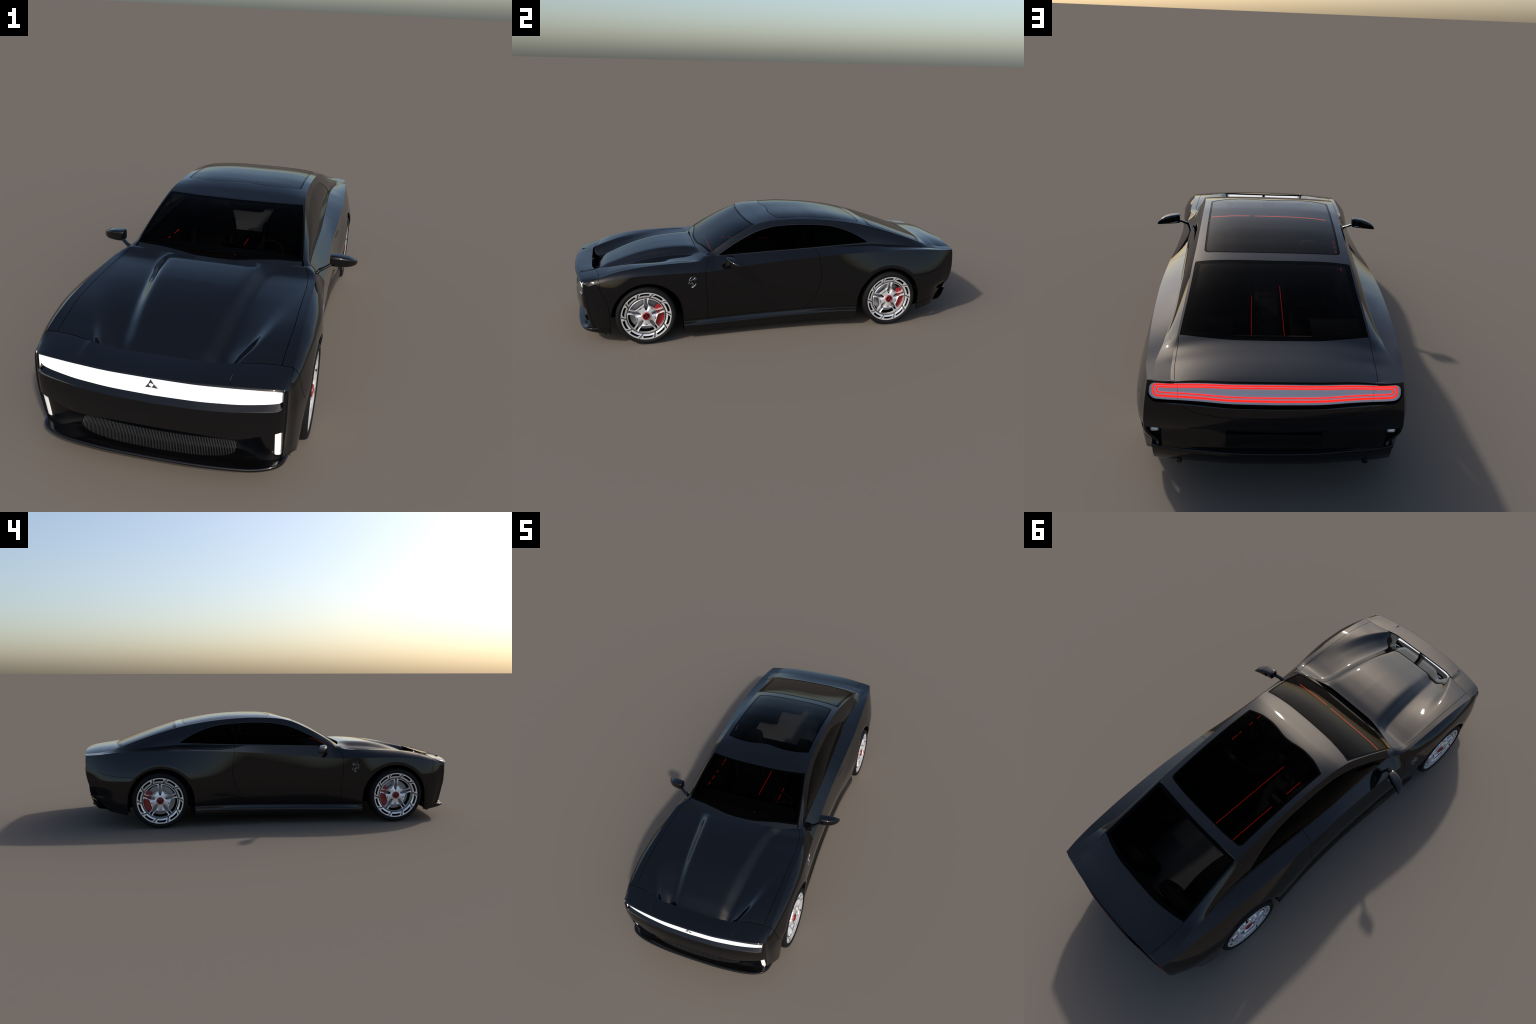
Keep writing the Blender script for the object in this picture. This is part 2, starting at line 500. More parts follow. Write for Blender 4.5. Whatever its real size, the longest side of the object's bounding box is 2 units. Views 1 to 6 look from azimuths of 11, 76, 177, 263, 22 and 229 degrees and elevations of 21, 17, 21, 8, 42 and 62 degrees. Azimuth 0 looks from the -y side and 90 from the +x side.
# ------------------------------------------------------------------ hood
zd = curve2((-.97, .265), (-.93, .278), (-.905, .2935), (-.885, .305), (-.865, .316), (-.842, .3285), (-.80, .345), (-.75, .364), (-.685, .385), (-.62, .400), (-.571, .408), (-.5, .4135), (-.448, .415), (-.40, .413), (-.33, .412))
xd = curve2((-.97, .095), (-.842, .101), (-.75, .111), (-.685, .117), (-.571, .127), (-.5, .134), (-.448, .140), (-.41, .150), (-.385, .175), (-.33, .2))
xt = curve2((-.97, .140), (-.86, .142), (-.80, .150), (-.75, .156), (-.685, .164), (-.571, .176), (-.5, .185), (-.448, .193), (-.40, .215), (-.33, .25))
zt = curve2((-.97, .25), (-.93, .262), (-.905, .277), (-.885, .290), (-.865, .302), (-.85, .310), (-.80, .327), (-.75, .343), (-.685, .360), (-.62, .372), (-.571, .379), (-.5, .385), (-.448, .388), (-.42, .391), (-.40, .398), (-.385, .405), (-.37, .410), (-.33, .411))
xr = curve2((-.97, .1985), (-.905, .1985), (-.87, .215), (-.83, .236), (-.78, .256), (-.72, .273), (-.65, .288), (-.58, .298), (-.5, .305), (-.4, .310), (-.36, .305), (-.33, .29))
zr = curve2((-.97, .334), (-.905, .339), (-.87, .3475), (-.83, .356), (-.78, .367), (-.72, .3755), (-.65, .3815), (-.58, .386), (-.5, .389), (-.43, .391), (-.40, .396), (-.385, .402), (-.37, .407), (-.33, .409))
hood_rear = curve2((0, -.402), (.1, -.402), (.2, -.388), (.25, -.373), (.29, -.352), (.32, -.334), (.35, -.33))
seam_f = curve2((0, -.914), (.15, -.912), (.2, -.901), (.25, -.888), (.3, -.881), (.35, -.878))

def hood_section(y):
    """half section of the hood at station y: height as a function of x"""
    xg = float(Gx(y)); zg = float(Gz(y))
    a = [0, float(xd(y))*.86, float(xd(y)), float(xt(y)), float(xr(y)), max(xg, float(xr(y)) + .006)]
    b = [float(zd(y)) + .003, float(zd(y)) + .0018, float(zd(y)), float(zt(y)), float(zr(y)), zg]
    am = a[3] + (a[4] - a[3])*.55; a.insert(4, am); b.insert(4, b[3] + (b[4] - b[3])*.42)
    if a[6] - a[5] > .02:
        # flat strip by the fender edge
        a.insert(6, (a[5] + a[6])/2); b.insert(6, b[5] + (zg - b[5])*.45 + .0008)
    return pchip(a, b), a[-1]
def hood_grid():
    ys = np.linspace(-.97, -.32, 230)
    tx = np.linspace(-1, 1, 241)
    rows = []
    for y in ys:
        f, w = hood_section(y)
        x = tx*w
        rows.append(np.stack([x, np.full_like(x, y), f(np.abs(x))], -1))
    P = np.array(rows)
    Z = P[..., 2]
    for _ in range(3):   # soften the ridges a little
        Z[:, 1:-1] = (Z[:, :-2] + 2*Z[:, 1:-1] + Z[:, 2:])/4
    g = Surf.grid(P)
    if g.N[len(g.N)//2, 2] < 0: g = Surf(g.V, -g.N, [f[::-1] for f in g.F])
    return g
HOOD = hood_grid()
hood_s = HOOD.keep(lambda x, y, z: y - hood_rear(np.abs(x)))
hood_s = hood_s.keep(lambda x, y, z: np.minimum(seam_f(np.abs(x)) + 2*GAP - y, np.abs(x) - .1975))
# outline between hood and fender strip
strip = curve2((-.95, .312), (-.88, .311), (-.7, .318), (-.5, .318), (-.42, .314), (-.37, .30), (-.33, .28))
make('hood', hood_s.keep(lambda x, y, z: np.abs(x) - strip(y) + GAP).shell(.005), PAINT)
fs = hood_s.keep(lambda x, y, z: strip(y) + GAP - np.abs(x))
make('fender_top', fs.keep(lambda x, y, z: -x).shell(.005), PAINT)
make('fender_top', fs.keep(lambda x, y, z: x).shell(.005), PAINT)
make('hood_liner', HOOD.keep(lambda x, y, z: y - hood_rear(np.abs(x)) + .012).keep(lambda x, y, z: -.862 - y).offset(-.0068), BLACK)

# ------------------------------------------------------------------ nose panel with bridging wing
yN = curve2((0, -.999), (.1, -.9965), (.2, -.986), (.27, -.9745), (.3, -.968), (.325, -.959), (.335, -.951), (.341, -.943))
zN = curve2((0, .3255), (.2, .324), (.3, .3215), (.33, .3165), (.341, .311))
_hs = [(x, float(hood_section(float(seam_f(x)))[0](x))) for x in (.215, .24, .27, .30, .325, .342)]
zS = curve2((0, .3385), (.1, .339), (.17, .3405), (.2, .342), *_hs)
def nose_grid():
    tx = np.linspace(-.341, .341, 201); t = np.linspace(0, 1, 40)
    ax = np.abs(tx)[:, None]
    y0, y1 = yN(ax), seam_f(ax)
    Y = y0 + (y1 - y0)*t
    Z = zN(ax) + (zS(ax) - zN(ax))*(.72*t + .28*(1 - (1 - t)**2)) 
    Z = Z - .004*np.clip(1 - t/.06, 0, 1)**2
    X = tx[:, None] + 0*t
    g = Surf.grid(np.stack([X, Y, Z], -1))
    if g.N[len(g.N)//2, 2] < 0: g = Surf(g.V, -g.N, [f[::-1] for f in g.F])
    return g
NOSE = nose_grid()
make('nose_panel', NOSE.shell(.007), PAINT)

# chrome air duct below the wing, split by a black strut
def duct(x0, x1):
    xs = np.linspace(x0, x1, 40)
    prof = [(.024, .262), (.030, .272), (.050, .279), (.074, .280), (.090, .276), (.096, .262)]
    rows = [[(x, float(yN(abs(x))) + a, b) for a, b in prof] for x in xs]
    P = np.array(rows); u = np.linspace(0, 1, 6); q = np.linspace(0, 1, 24)
    R = np.stack([np.stack([pchip(u, P[i, :, c])(q) for c in range(3)], -1) for i in range(len(P))])
    g = Surf.grid(R)
    if g.N[20*24 + 14, 2] < 0: g = Surf(g.V, -g.N, [f[::-1] for f in g.F])
    return g.shell(.002)
make('air_duct', duct(-.194, .194), CHROME)
make('wing_strut', box(0, -.930, .306, .013, .05, .052, .003), GLOSS)
for sg in (1, -1):
    make('duct_wall', box(sg*.1985, -.920, .286, .003, .062, .076, .001), GLOSS)

# ------------------------------------------------------------------ front bumper face
pr_c = curve2((.06, .014), (.09, .010), (.14, .003), (.18, 0), (.215, .001), (.25, .008), (.30, .008), (.33, .004))
pr_s = curve2((.06, .040), (.104, .0265), (.138, .0185), (.181, .0085), (.224, .002), (.266, -.001), (.306, -.001), (.33, .002))
def face_y(x, z):
    ax = np.minimum(np.abs(x), .341)
    k = (ax/.34)**2
    return yN(ax) + pr_c(z)*(1 - k) + pr_s(z)*k
tx = np.linspace(-.341, .341, 221); tz = np.linspace(.085, .3235, 90)
Xg, Zg = np.meshgrid(tx, tz, indexing='ij')
Zg = np.minimum(Zg, zN(np.abs(Xg)) - .0045 + 0*Zg) if False else Zg*1.0
top_lim = (zN(np.abs(tx)) - .0045)[:, None]
Zg = .085 + (top_lim - .085)*np.linspace(0, 1, 90)[None, :]
FACE = Surf.grid(np.stack([Xg, face_y(Xg, Zg), Zg], -1))
if FACE.N[len(FACE.N)//2, 1] > 0: FACE = Surf(FACE.V, -FACE.N, [f[::-1] for f in FACE.F])
light_lo = curve2((0, .2475), (.2, .249), (.3, .2555), (.335, .2595))
def f_light(x, y, z):
    ax = np.abs(x)
    return rect_field(x, z, -.3305, .3305, light_lo(ax), .345 + 0*x, .012)
in_top = curve2((0, .179), (.1, .177), (.18, .170), (.215, .167), (.24, .170), (.28, .179), (.333, .190))
def f_intake(x, y, z):
    ax = np.abs(x)
    return rect_field(x, z, -.3335, .3335, .04 + 0*x, in_top(ax), .006)
bumper = FACE.drop(f_light).drop(f_intake)
make('front_bumper', bumper.shell(.006), PAINT)

# light bar panel, shelf below it
def face_patch(x0, x1, zlo, zhi, dlo, dhi, nx=160, nz=14, ends=.0):
    xs = np.linspace(x0, x1, nx)
    t = np.linspace(0, 1, nz)
    lo = zlo(np.abs(xs))[:, None] if callable(zlo) else np.full((nx, 1), zlo)
    hi = zhi(np.abs(xs))[:, None] if callable(zhi) else np.full((nx, 1), zhi)
    X = xs[:, None] + 0*t
    Z = lo + (hi - lo)*t
    Y = yN(np.minimum(np.abs(X), .341)) + dlo + (dhi - dlo)*t
    g = Surf.grid(np.stack([X, Y, Z], -1))
    if g.N[len(g.N)//2, 1] > 0: g = Surf(g.V, -g.N, [f[::-1] for f in g.F])
    return g
lp_lo = lambda ax: light_lo(ax) + .0125
lp_hi = lambda ax: zN(ax) - .0065
LP = face_patch(-.329, .329, lp_lo, lp_hi, .0185, .0055, 220, 24)
f_lp = lambda x, y, z: rect_field(x, z, -.3275, .3275, lp_lo(np.abs(x)), lp_hi(np.abs(x)) + .002, .010)
LPc = LP.keep(f_lp)
make('headlight_bar', LPc.keep(lambda x, y, z: np.abs(x) - .1732).shell(.006), LIGHT)
for sg in (1, -1):
    make('headlight_seam', LPc.keep(lambda x, y, z: np.abs(x - sg*.1738) - .0006).offset(.0004), BLACK)
    make('headlight_lens', LPc.keep(lambda x, y, z: .1743 - sg*x).shell(.006), LIGHT)
SH = face_patch(-.332, .332, lambda ax: light_lo(ax) - .0015, lambda ax: light_lo(ax) + .0155, .004, .021, 160, 8)
make('headlight_shelf', SH, PAINT)
BK = face_patch(-.334, .334, .235, lambda ax: zN(ax) - .003, .030, .030, 120, 4)
make('headlight_backing', BK.keep(lambda x, y, z: .2 - np.abs(x)), BLACK)
# end returns of the light recess
for sg in (1, -1):
    pts = np.array([[(sg*.3315, float(yN(.3315)) + d, z) for d in (.0, .02, .034)] for z in np.linspace(.256, .318, 8)])
    make('light_recess_end', Surf.grid(pts, flip=(sg > 0)), LIGHT)

# emblem on the light bar: three blades forming a pointed triangle
def blade_mark(size, depth):
    """hollow pointed triangle made of three kites"""
    parts = []
    for a in (90, 210, 330):
        P = lambda da, r: (size*r*math.cos(math.radians(a + da)), size*r*math.sin(math.radians(a + da)))
        pts = [P(0, 1.0), P(20, .60), P(54, .42), P(50, .30), P(0, .34), P(-50, .30), P(-54, .42), P(-20, .60)]
        n = len(pts)
        V = [(x, 0, z) for x, z in pts] + [(x, depth, z) for x, z in pts]
        N = [(0, -1, 0)]*n + [(0, 1, 0)]*n
        F = [(0, 1, 4, 7)[::-1], (1, 2, 3, 4)[::-1], (4, 5, 6, 7)[::-1], (n, n+1, n+4, n+7), (n+1, n+2, n+3, n+4), (n+4, n+5, n+6, n+7)]
        F += [(i, (i+1) % n, (i+1) % n + n, i + n) for i in range(n)]
        parts.append(Surf(V, N, F))
    return parts[0].plus(*parts[1:])
ft = blade_mark(.0195, .004)
ft = ft.moved(Matrix.Translation((0, -.9905, .2965)) @ Matrix.Rotation(math.radians(11), 4, 'X'))
make('front_emblem', ft, SIDEBADGE, sharp=30)

# intake pocket, grille slats, white corner strips
def pocket_depth(ax):
    return .011 + .045*(1 - sstep(.205, .31, ax))
PK_x = np.linspace(-.335, .335, 200); PK_t = np.linspace(0, 1, 16)
PX = PK_x[:, None] + 0*PK_t
PZ = .070 + (.200 - .070)*PK_t + 0*PX
PY = face_y(PX, PZ) + pocket_depth(np.abs(PX)) - .010*(1 - sstep(.07, .11, PZ))
PK = Surf.grid(np.stack([PX, PY, PZ], -1))
if PK.N[len(PK.N)//2, 1] > 0: PK = Surf(PK.V, -PK.N, [f[::-1] for f in PK.F])
make('intake_pocket', PK, GLOSS)
slats = []
for i in range(104):
    x = -.2125 + .425*i/103
    ax = abs(x)
    edge = math.sqrt(max(0., 1 - (ax/.2135)**6))
    zhi_, zlo_ = .136 - .010*(1-edge), .090 + .022*(1 - edge)
    yb = float(face_y(np.array(x), np.array(.12)))
    p = [(x, yb + .021, zlo_), (x, yb + .024, (zlo_ + zhi_)/2), (x, yb + .036, zhi_)]
    slats.append(tube(p, .00085, 5, flat=1.6))
make('grille', slats[0].plus(*slats[1:]), plain('grille_grey', (.05, .052, .056), .35, .5), kind='stuff')
for sg in (1, -1):
    rows = []
    for z in np.linspace(.1005, .1885, 20):
        r = []
        for t in np.linspace(0, 1, 9):
            x = .3145 + (.3325 - .3145)*t
            r.append((sg*x, float(face_y(np.array(x), np.array(z))) + .0105 - .004*t, z))
        rows.append(r)
    g = Surf.grid(np.array(rows))
    if g.N[40, 1] > 0: g = Surf(g.V, -g.N, [f[::-1] for f in g.F])
    g = g.keep(lambda x, y, z: rect_field(sg*x, z, .3145, .3325, .101, .188, .004))
    make('corner_white_strip', g.shell(.008), LIGHT if False else plain('corner_strip_white', (.85, .84, .82), .2, emit=(1, .97, .93), estr=.25))

# splitter
sp_f = curve2((0, -.993), (.1, -.9915), (.2, -.984), (.28, -.970), (.315, -.957), (.335, -.938), (.345, -.910), (.350, -.862))
def splitter():
    xs = np.concatenate([-np.linspace(.350, .30, 16)[:-1], np.linspace(-.30, .30, 60), np.linspace(.30, .350, 16)[1:]])
    rows = []
    for x in xs:
        yf = float(sp_f(abs(x)))
        yb = min(-.86, yf + .12)
        zt_ = .0775 + .008*float(sstep(.25, .34, abs(x)))
        prof = [(yb, zt_ + .016), (min(yb, yf + .055), zt_ + .012), (yf + .034, zt_ + .0045), (yf + .012, zt_ + .001), (yf + .002, zt_ - .0015), (yf, zt_ - .006), (yf + .004, zt_ - .0125), (yf + .03, zt_ - .023), (yb + .0, .054), (max(yb + .001, -.856), .058)]
        rows.append([(x, py, pz) for py, pz in prof])
    P = np.array(rows)
    u = np.linspace(0, 1, P.shape[1]); q = np.linspace(0, 1, 46)
    R = np.stack([np.stack([pchip(u, P[i, :, c])(q) for c in range(3)], -1) for i in range(len(P))])
    g = Surf.grid(R)
    i = 40*46 + 6
    if g.N[i, 2] < 0: g = Surf(g.V, -g.N, [f[::-1] for f in g.F])
    return g.shell(.003)
make('front_splitter', splitter(), GLOSS)

# ------------------------------------------------------------------ greenhouse and rear deck
Rx = curve2((-.42, .300), (-.36, .291), (-.3, .282), (-.2, .266), (-.1, .2505), (0, .243), (.1, .241), (.2, .241), (.3, .2415), (.4, .243), (.5, .247), (.6, .252), (.7, .258), (.8, .2655), (.86, .269), (.92, .268), (.99, .26))
Rz = curve2((-.42, .372), (-.36, .409), (-.3, .447), (-.2, .503), (-.1, .545), (-.05, .5545), (0, .5585), (.1, .561), (.2, .556), (.3, .5465), (.4, .5315), (.5, .5105), (.6, .482), (.7, .449), (.8, .4125), (.84, .398), (.87, .3925), (.9, .387), (.94, .3835), (.99, .379))
Cz = curve2((-.42, .388), (-.385, .412), (-.3, .466), (-.2, .519), (-.135, .5435), (-.1, .5525), (-.05, .5645), (0, .5715), (.05, .574), (.1, .5745), (.2, .572), (.3, .563), (.4, .547), (.468, .533), (.51, .5235), (.6, .4965), (.7, .463), (.8, .428), (.827, .4185), (.87, .411), (.93, .403), (.97, .396), (.99, .391))
yR = curve2((0, .9885), (.1, .987), (.2, .9785), (.27, .9735), (.305, .968), (.32, .965), (.335, .962))
ys_top = np.concatenate([np.linspace(-.42, -.05, 110, endpoint=False), np.linspace(-.05, .45, 90, endpoint=False), np.linspace(.45, .99, 150)])
def top_grid():
    tx = np.linspace(-1, 1, 161)
    y = ys_top[:, None]
    p = 3.6 - 1.0*(1 - sstep(-.25, -.1, y)) - .6*sstep(.78, .92, y)
    X = Rx(y)*tx
    Z = Cz(y) - (Cz(y) - Rz(y))*np.abs(tx)**p
    Y = y + 0*tx
    g = Surf.grid(np.stack([X, Y, Z], -1))
    if g.N[len(g.N)//2, 2] < 0: g = Surf(g.V, -g.N, [f[::-1] for f in g.F])
    return g
TOP = top_grid()
def pillar_grid():
    t = np.linspace(0, 1, 40)
    y = ys_top[:, None]
    gx, gz, rx, rz = Gx(y), Gz(y), Rx(y), Rz(y)
    gz = np.minimum(gz, np.where(y < -.34, rz - .001, gz))
    bulge = .006*np.sin(np.pi*t)*sstep(.0, .08, rz - gz)
    # round over into the roof near the rail
    X = gx + (rx - gx)*t + bulge
    Z = gz + (rz - gz)*t
    g = Surf.grid(np.stack([X, y + 0*t, Z], -1))
    if g.N[len(g.N)//2, 0] < 0: g = Surf(g.V, -g.N, [f[::-1] for f in g.F])
    return g
PIL = pillar_grid()
# rear end of the deck is trimmed to the bowed tail edge
f_tail = lambda x, y, z: y - yR(np.abs(x))
TOP = TOP.keep(f_tail).keep(lambda x, y, z: -.405 - y)
PIL = PIL.keep(f_tail).keep(lambda x, y, z: -.36 - y)
TOPF = TOP

# trim lines
ws_top = curve2((0, -.1365), (.1, -.1345), (.2, -.124), (.25, -.113))
ws_bot = curve2((0, -.387), (.06, -.385), (.13, -.374), (.2, -.361), (.25, -.353), (.3, -.342))
ws_edge = curve2((-.42, .293), (-.352, .2855), (-.2, .2605), (-.115, .243), (-.1, .24))
f_ws = lambda x, y, z: np.maximum(np.maximum(y - ws_top(np.abs(x)), np.abs(x) - ws_edge(y)), ws_bot(np.abs(x)) - y)
sun_f = lambda ax: curve2((0, .003), (.03, .0), (.06, -.006), (.1, -.010), (.15, -.006), (.19, .005), (.22, .016))(ax)
sun_r = curve2((0, .468), (.1, .4675), (.2, .459), (.23, .454))
sun_e = curve2((-.02, .2185), (.1, .2175), (.46, .2155), (.5, .215))
def f_sun(x, y, z):
    ax = np.abs(x)
    a = smax(y - sun_r(ax), ax - sun_e(y), .018)
    return np.maximum(a, np.maximum(sun_f(ax) - y, ax - sun_e(y)))
rg_t = curve2((0, .5105), (.1, .509), (.2, .5045), (.25, .501))
rg_b = curve2((0, .828), (.1, .826), (.2, .811), (.26, .795), (.28, .79))
rg_e = curve2((.48, .2385), (.6, .2435), (.8, .2585), (.85, .262))
f_rg = lambda x, y, z: np.maximum(np.maximum(rg_t(np.abs(x)) - y, y - rg_b(np.abs(x))), np.abs(x) - rg_e(y))
tl_e = curve2((.78, .2605), (.9, .260), (.99, .252))
f_trunk = lambda x, y, z: np.maximum(rg_b(np.abs(x)) - y, np.abs(x) - tl_e(y))

roof = TOP.keep(lambda x, y, z: np.minimum(ws_bot(np.abs(x)) - y, np.abs(x) - .284))
for f in (f_ws, f_sun, f_rg, f_trunk):
    roof = roof.keep((lambda ff: lambda x, y, z: -ff(x, y, z) + .0006)(f))
make('roof', roof.shell(.006), PAINT)
make('trunk_lid', TOP.keep(lambda x, y, z: f_trunk(x, y, z) + .0008).shell(.005), PAINT)
def glazed(name, s, f, border, glass=None):
    """glass pane with an opaque printed border strip"""
    pane = s.keep(lambda x, y, z: f(x, y, z) + border)
    rim = s.keep(lambda x, y, z: f(x, y, z) + .0006).keep(lambda x, y, z: -f(x, y, z) - border)
    pane = pane.offset(-.0008)
    ob = make(name, pane, glass or GLASS)
    if len(rim.F):
        make('glass_border', rim.offset(-.0008).shell(.003), FRIT, ob)
    return ob
glazed('windshield', TOP, f_ws, .008)
glazed('sunroof', TOP, f_sun, .006)
glazed('rear_window', TOP, f_rg, .016, REARGLASS)

# side windows
win_lo = curve2((-.33, .4045), (-.2, .409), (0, .416), (.2, .421), (.4, .427), (.5, .430))
win_hi = curve2((-.33, .400), (-.315, .408), (-.28, .430), (-.2, .474), (-.1, .516), (-.05, .528), (0, .535), (.1, .538), (.2, .5335), (.26, .528), (.3, .521), (.34, .510), (.4, .487), (.45, .461), (.485, .438), (.496, .428), (.5, .420))
f_win = lambda x, y, z: np.maximum(win_lo(y) + .001 - z, (z - win_hi(y))*.85)
side_frame = PIL.keep(lambda x, y, z: -f_win(x, y, z) + .0005)
both('pillar', side_frame.shell(.006), PAINT)
div = curve2((.40, .150), (.55, .175))
win = PIL.keep(lambda x, y, z: f_win(x, y, z) + .0005)
trim = win.keep(lambda x, y, z: -f_win(x, y, z) - .002)
pane = win.keep(lambda x, y, z: f_win(x, y, z) + .002).offset(-.001)
both('window_trim', trim.shell(.004), TRIM)
both('side_window', pane.keep(lambda x, y, z: y - div(z) + .0005), SIDEGLASS)
both('quarter_window', pane.keep(lambda x, y, z: div(z) + .0005 - y), SIDEGLASS)

# cowl under the glass
cow = np.array([[(x, float(hood_rear(abs(x))) + d, zz_) for d, zz_ in ((-.04, .33), (.0, .325), (.06, .32))] for x in np.linspace(-.30, .30, 50)])
make('cowl', Surf.grid(cow, flip=True), BLACK)

# ------------------------------------------------------------------ tail
rp_c = curve2((.215, -.014), (.235, -.007), (.25, .001), (.275, .009), (.292, .0112), (.305, .0113), (.3175, .0100), (.324, .003), (.33, -.002), (.36, -.003), (.392, -.001))
rp_s = curve2((.16, -.016), (.18, -.018), (.214, -.010), (.264, .004), (.30, .009), (.335, .009), (.36, .007), (.392, .004))
TW = lambda z: side_x(.97 + 0*z, z) - .0005      # half width of the tail follows the body side
def tail_y(x, z):
    w = TW(z)
    k = np.minimum(np.abs(x)/w, 1)**2
    return yR(np.abs(x)) + rp_c(z)*(1 - k) + (REAR_C(z) - yR(w))*k
zT = curve2((0, .3905), (.2, .3865), (.27, .3815), (.33, .3785))
tx = np.linspace(-1, 1, 200)
tt = np.linspace(0, 1, 80)
Zg = .215 + (zT(np.abs(tx)*.325)[:, None] - .215)*tt
Xg = tx[:, None]*TW(Zg)
TAIL = Surf.grid(np.stack([Xg, tail_y(Xg, Zg), Zg], -1))
if TAIL.N[len(TAIL.N)//2, 1] < 0: TAIL = Surf(TAIL.V, -TAIL.N, [f[::-1] for f in TAIL.F])
lamp_lo = curve2((0, .3215), (.1, .322), (.2, .3245), (.25, .3255), (.3, .3245), (.33, .324))
lamp_hi = curve2((0, .3825), (.15, .3805), (.22, .3775), (.27, .3745), (.33, .3705))
f_lamp = lambda x, y, z: rect_field(x, z, -.3225, .3225, lamp_lo(np.abs(x)) - .004, lamp_hi(np.abs(x)) + .002, .020)
tail_bot = curve2((0, .2465), (.1, .2455), (.2, .241), (.27, .235), (.32, .232))
f_tbot = lambda x, y, z: tail_bot(np.abs(x)) - z
# trunk seam that drops below the lamp
tr_lo = curve2((0, .290), (.12, .291), (.18, .295), (.215, .303), (.238, .320), (.245, .34))
f_tl = lambda x, y, z: np.maximum(np.abs(x) - curve2((.28, .20), (.295, .20), (.305, .222), (.33, .2435), (.40, .253))(z), tr_lo(np.abs(x)) - z)
tail = TAIL.drop(f_lamp).keep(f_tbot)
make('rear_bumper', tail.keep(lambda x, y, z: -f_tl(x, y, z) + .0006).shell(.006), PAINT)
make('trunk_face', tail.keep(lambda x, y, z: f_tl(x, y, z) + .0006).shell(.006), PAINT)
make('tail_liner', TAIL.offset(-.022), BLACK)
# lamp panel
def tail_patch(x0, x1, lo, hi, rel, nx=180, nz=20):
    xs = np.linspace(x0, x1, nx); t = np.linspace(0, 1, nz)
    X = xs[:, None] + 0*t
    Z = lo(np.abs(xs))[:, None] + (hi(np.abs(xs)) - lo(np.abs(xs)))[:, None]*t
    Y = yR(np.minimum(np.abs(X), .33)) + rel
    g = Surf.grid(np.stack([X, Y, Z], -1))
    if g.N[len(g.N)//2, 1] < 0: g = Surf(g.V, -g.N, [f[::-1] for f in g.F])
    return g
LAMP = tail_patch(-.326, .326, lambda a: lamp_lo(a) - .003, lambda a: lamp_hi(a) + .003, -.0045)
lamp_p = LAMP.keep(lambda x, y, z: rect_field(x, z, -.3195, .3195, lamp_lo(np.abs(x)), lamp_hi(np.abs(x)) - .0015, .018))
taillight = make('taillight', lamp_p.keep(lambda x, y, z: np.abs(x) - .2465).shell(.006), LAMPWHITE)
for sg in (1, -1):
    make('taillight_end', lamp_p.keep(lambda x, y, z: .2472 - sg*x).shell(.006), LAMPWHITE)
def loop_path(end, top_in, bot_in, r, n_arc=10):
    """closed rounded loop on the lamp face, counter-clockwise as seen from behind"""
    pts = []
    xs = np.linspace(-(end - r), end - r, 90)
    hi = lambda x: float(lamp_hi(abs(x))) - top_in
    lo = lambda x: float(lamp_lo(abs(x))) + bot_in
    for x in xs: pts.append((x, hi(x)))
    for sgn in (1,):
        zc0, zc1 = hi(end - r), lo(end - r)
        for a in np.linspace(90, -90, 22)[1:-1]:
            ca, sa = math.cos(math.radians(a)), math.sin(math.radians(a))
            pw = .75
            pts.append((end - r + r*ca**pw, (zc0+zc1)/2 + (zc0-zc1)/2*np.sign(sa)*abs(sa)**pw))
    for x in xs[::-1]: pts.append((x, lo(x)))
    for a in np.linspace(-90, 90, 22)[1:-1]:
        ca, sa = math.cos(math.radians(a)), math.sin(math.radians(a))
        pts.append((-(end - r) - r*ca**.75, (zc0+zc1)/2 + (zc0-zc1)/2*np.sign(sa)*abs(sa)**.75))
    return pts
def ribbon(path, width, rel, bot_w=None):
    P = np.array(path); n = len(P)
    T = np.roll(P, -1, 0) - np.roll(P, 1, 0); T /= np.linalg.norm(T, axis=1, keepdims=True)
    nn = np.stack([-T[:, 1], T[:, 0]], -1)
    zmid = (lamp_lo(np.abs(P[:, 0])) + lamp_hi(np.abs(P[:, 0])))/2
    w = np.where(P[:, 1] < zmid, bot_w or width, width)
    rows = []
    for k, lift in ((-.5, 0), (-.45, .0016), (.45, .0016), (.5, 0)):
        q = P + nn*(w*k)[:, None]
        rows.append(np.stack([q[:, 0], yR(np.minimum(np.abs(q[:, 0]), .33)) + rel + lift, q[:, 1]], -1))
    g = Surf.grid(np.array(rows), close_v=True)
    if g.N[n + 5, 1] < 0: g = Surf(g.V, -g.N, [f[::-1] for f in g.F])
    return g
make('taillight_tube', ribbon(loop_path(.3080, .0055, .0105, .012), .0038, -.0046, .0052), RED, taillight)
make('taillight_tube', ribbon(loop_path(.2990, .0122, .0205, .009), .0034, -.0046, .0030), RED, taillight)

# lower rear: recess, shelf lip, valance, fins, corner vents
def rear_strip(prof, mat, name, nq=40, thick=.003, half=.322):
    rows = []
    for x in np.linspace(-half, half, 120):
        k = (abs(x)/.32)**2
        rows.append([(x, float(yR(abs(x))) + a*(1-k) + b*k, za*(1-k) + zb*k) for a, b, za, zb in prof])
    P = np.array(rows); u = np.linspace(0, 1, P.shape[1]); q = np.linspace(0, 1, nq)
    R = np.stack([np.stack([pchip(u, P[i, :, c])(q) for c in range(3)], -1) for i in range(len(P))])
    g = Surf.grid(R)
    j = 60*nq + nq//2
    if g.N[j, 1] < 0: g = Surf(g.V, -g.N, [f[::-1] for f in g.F])
    return make(name, g.shell(thick), mat)
rear_strip([(-.004, -.008, .2495, .238), (-.009, -.010, .246, .234), (-.013, -.013, .225, .222), (-.014, -.015, .195, .195), (-.014, -.020, .172, .176), (-.010, -.022, .166, .170)], GLOSS, 'rear_recess', half=.292)
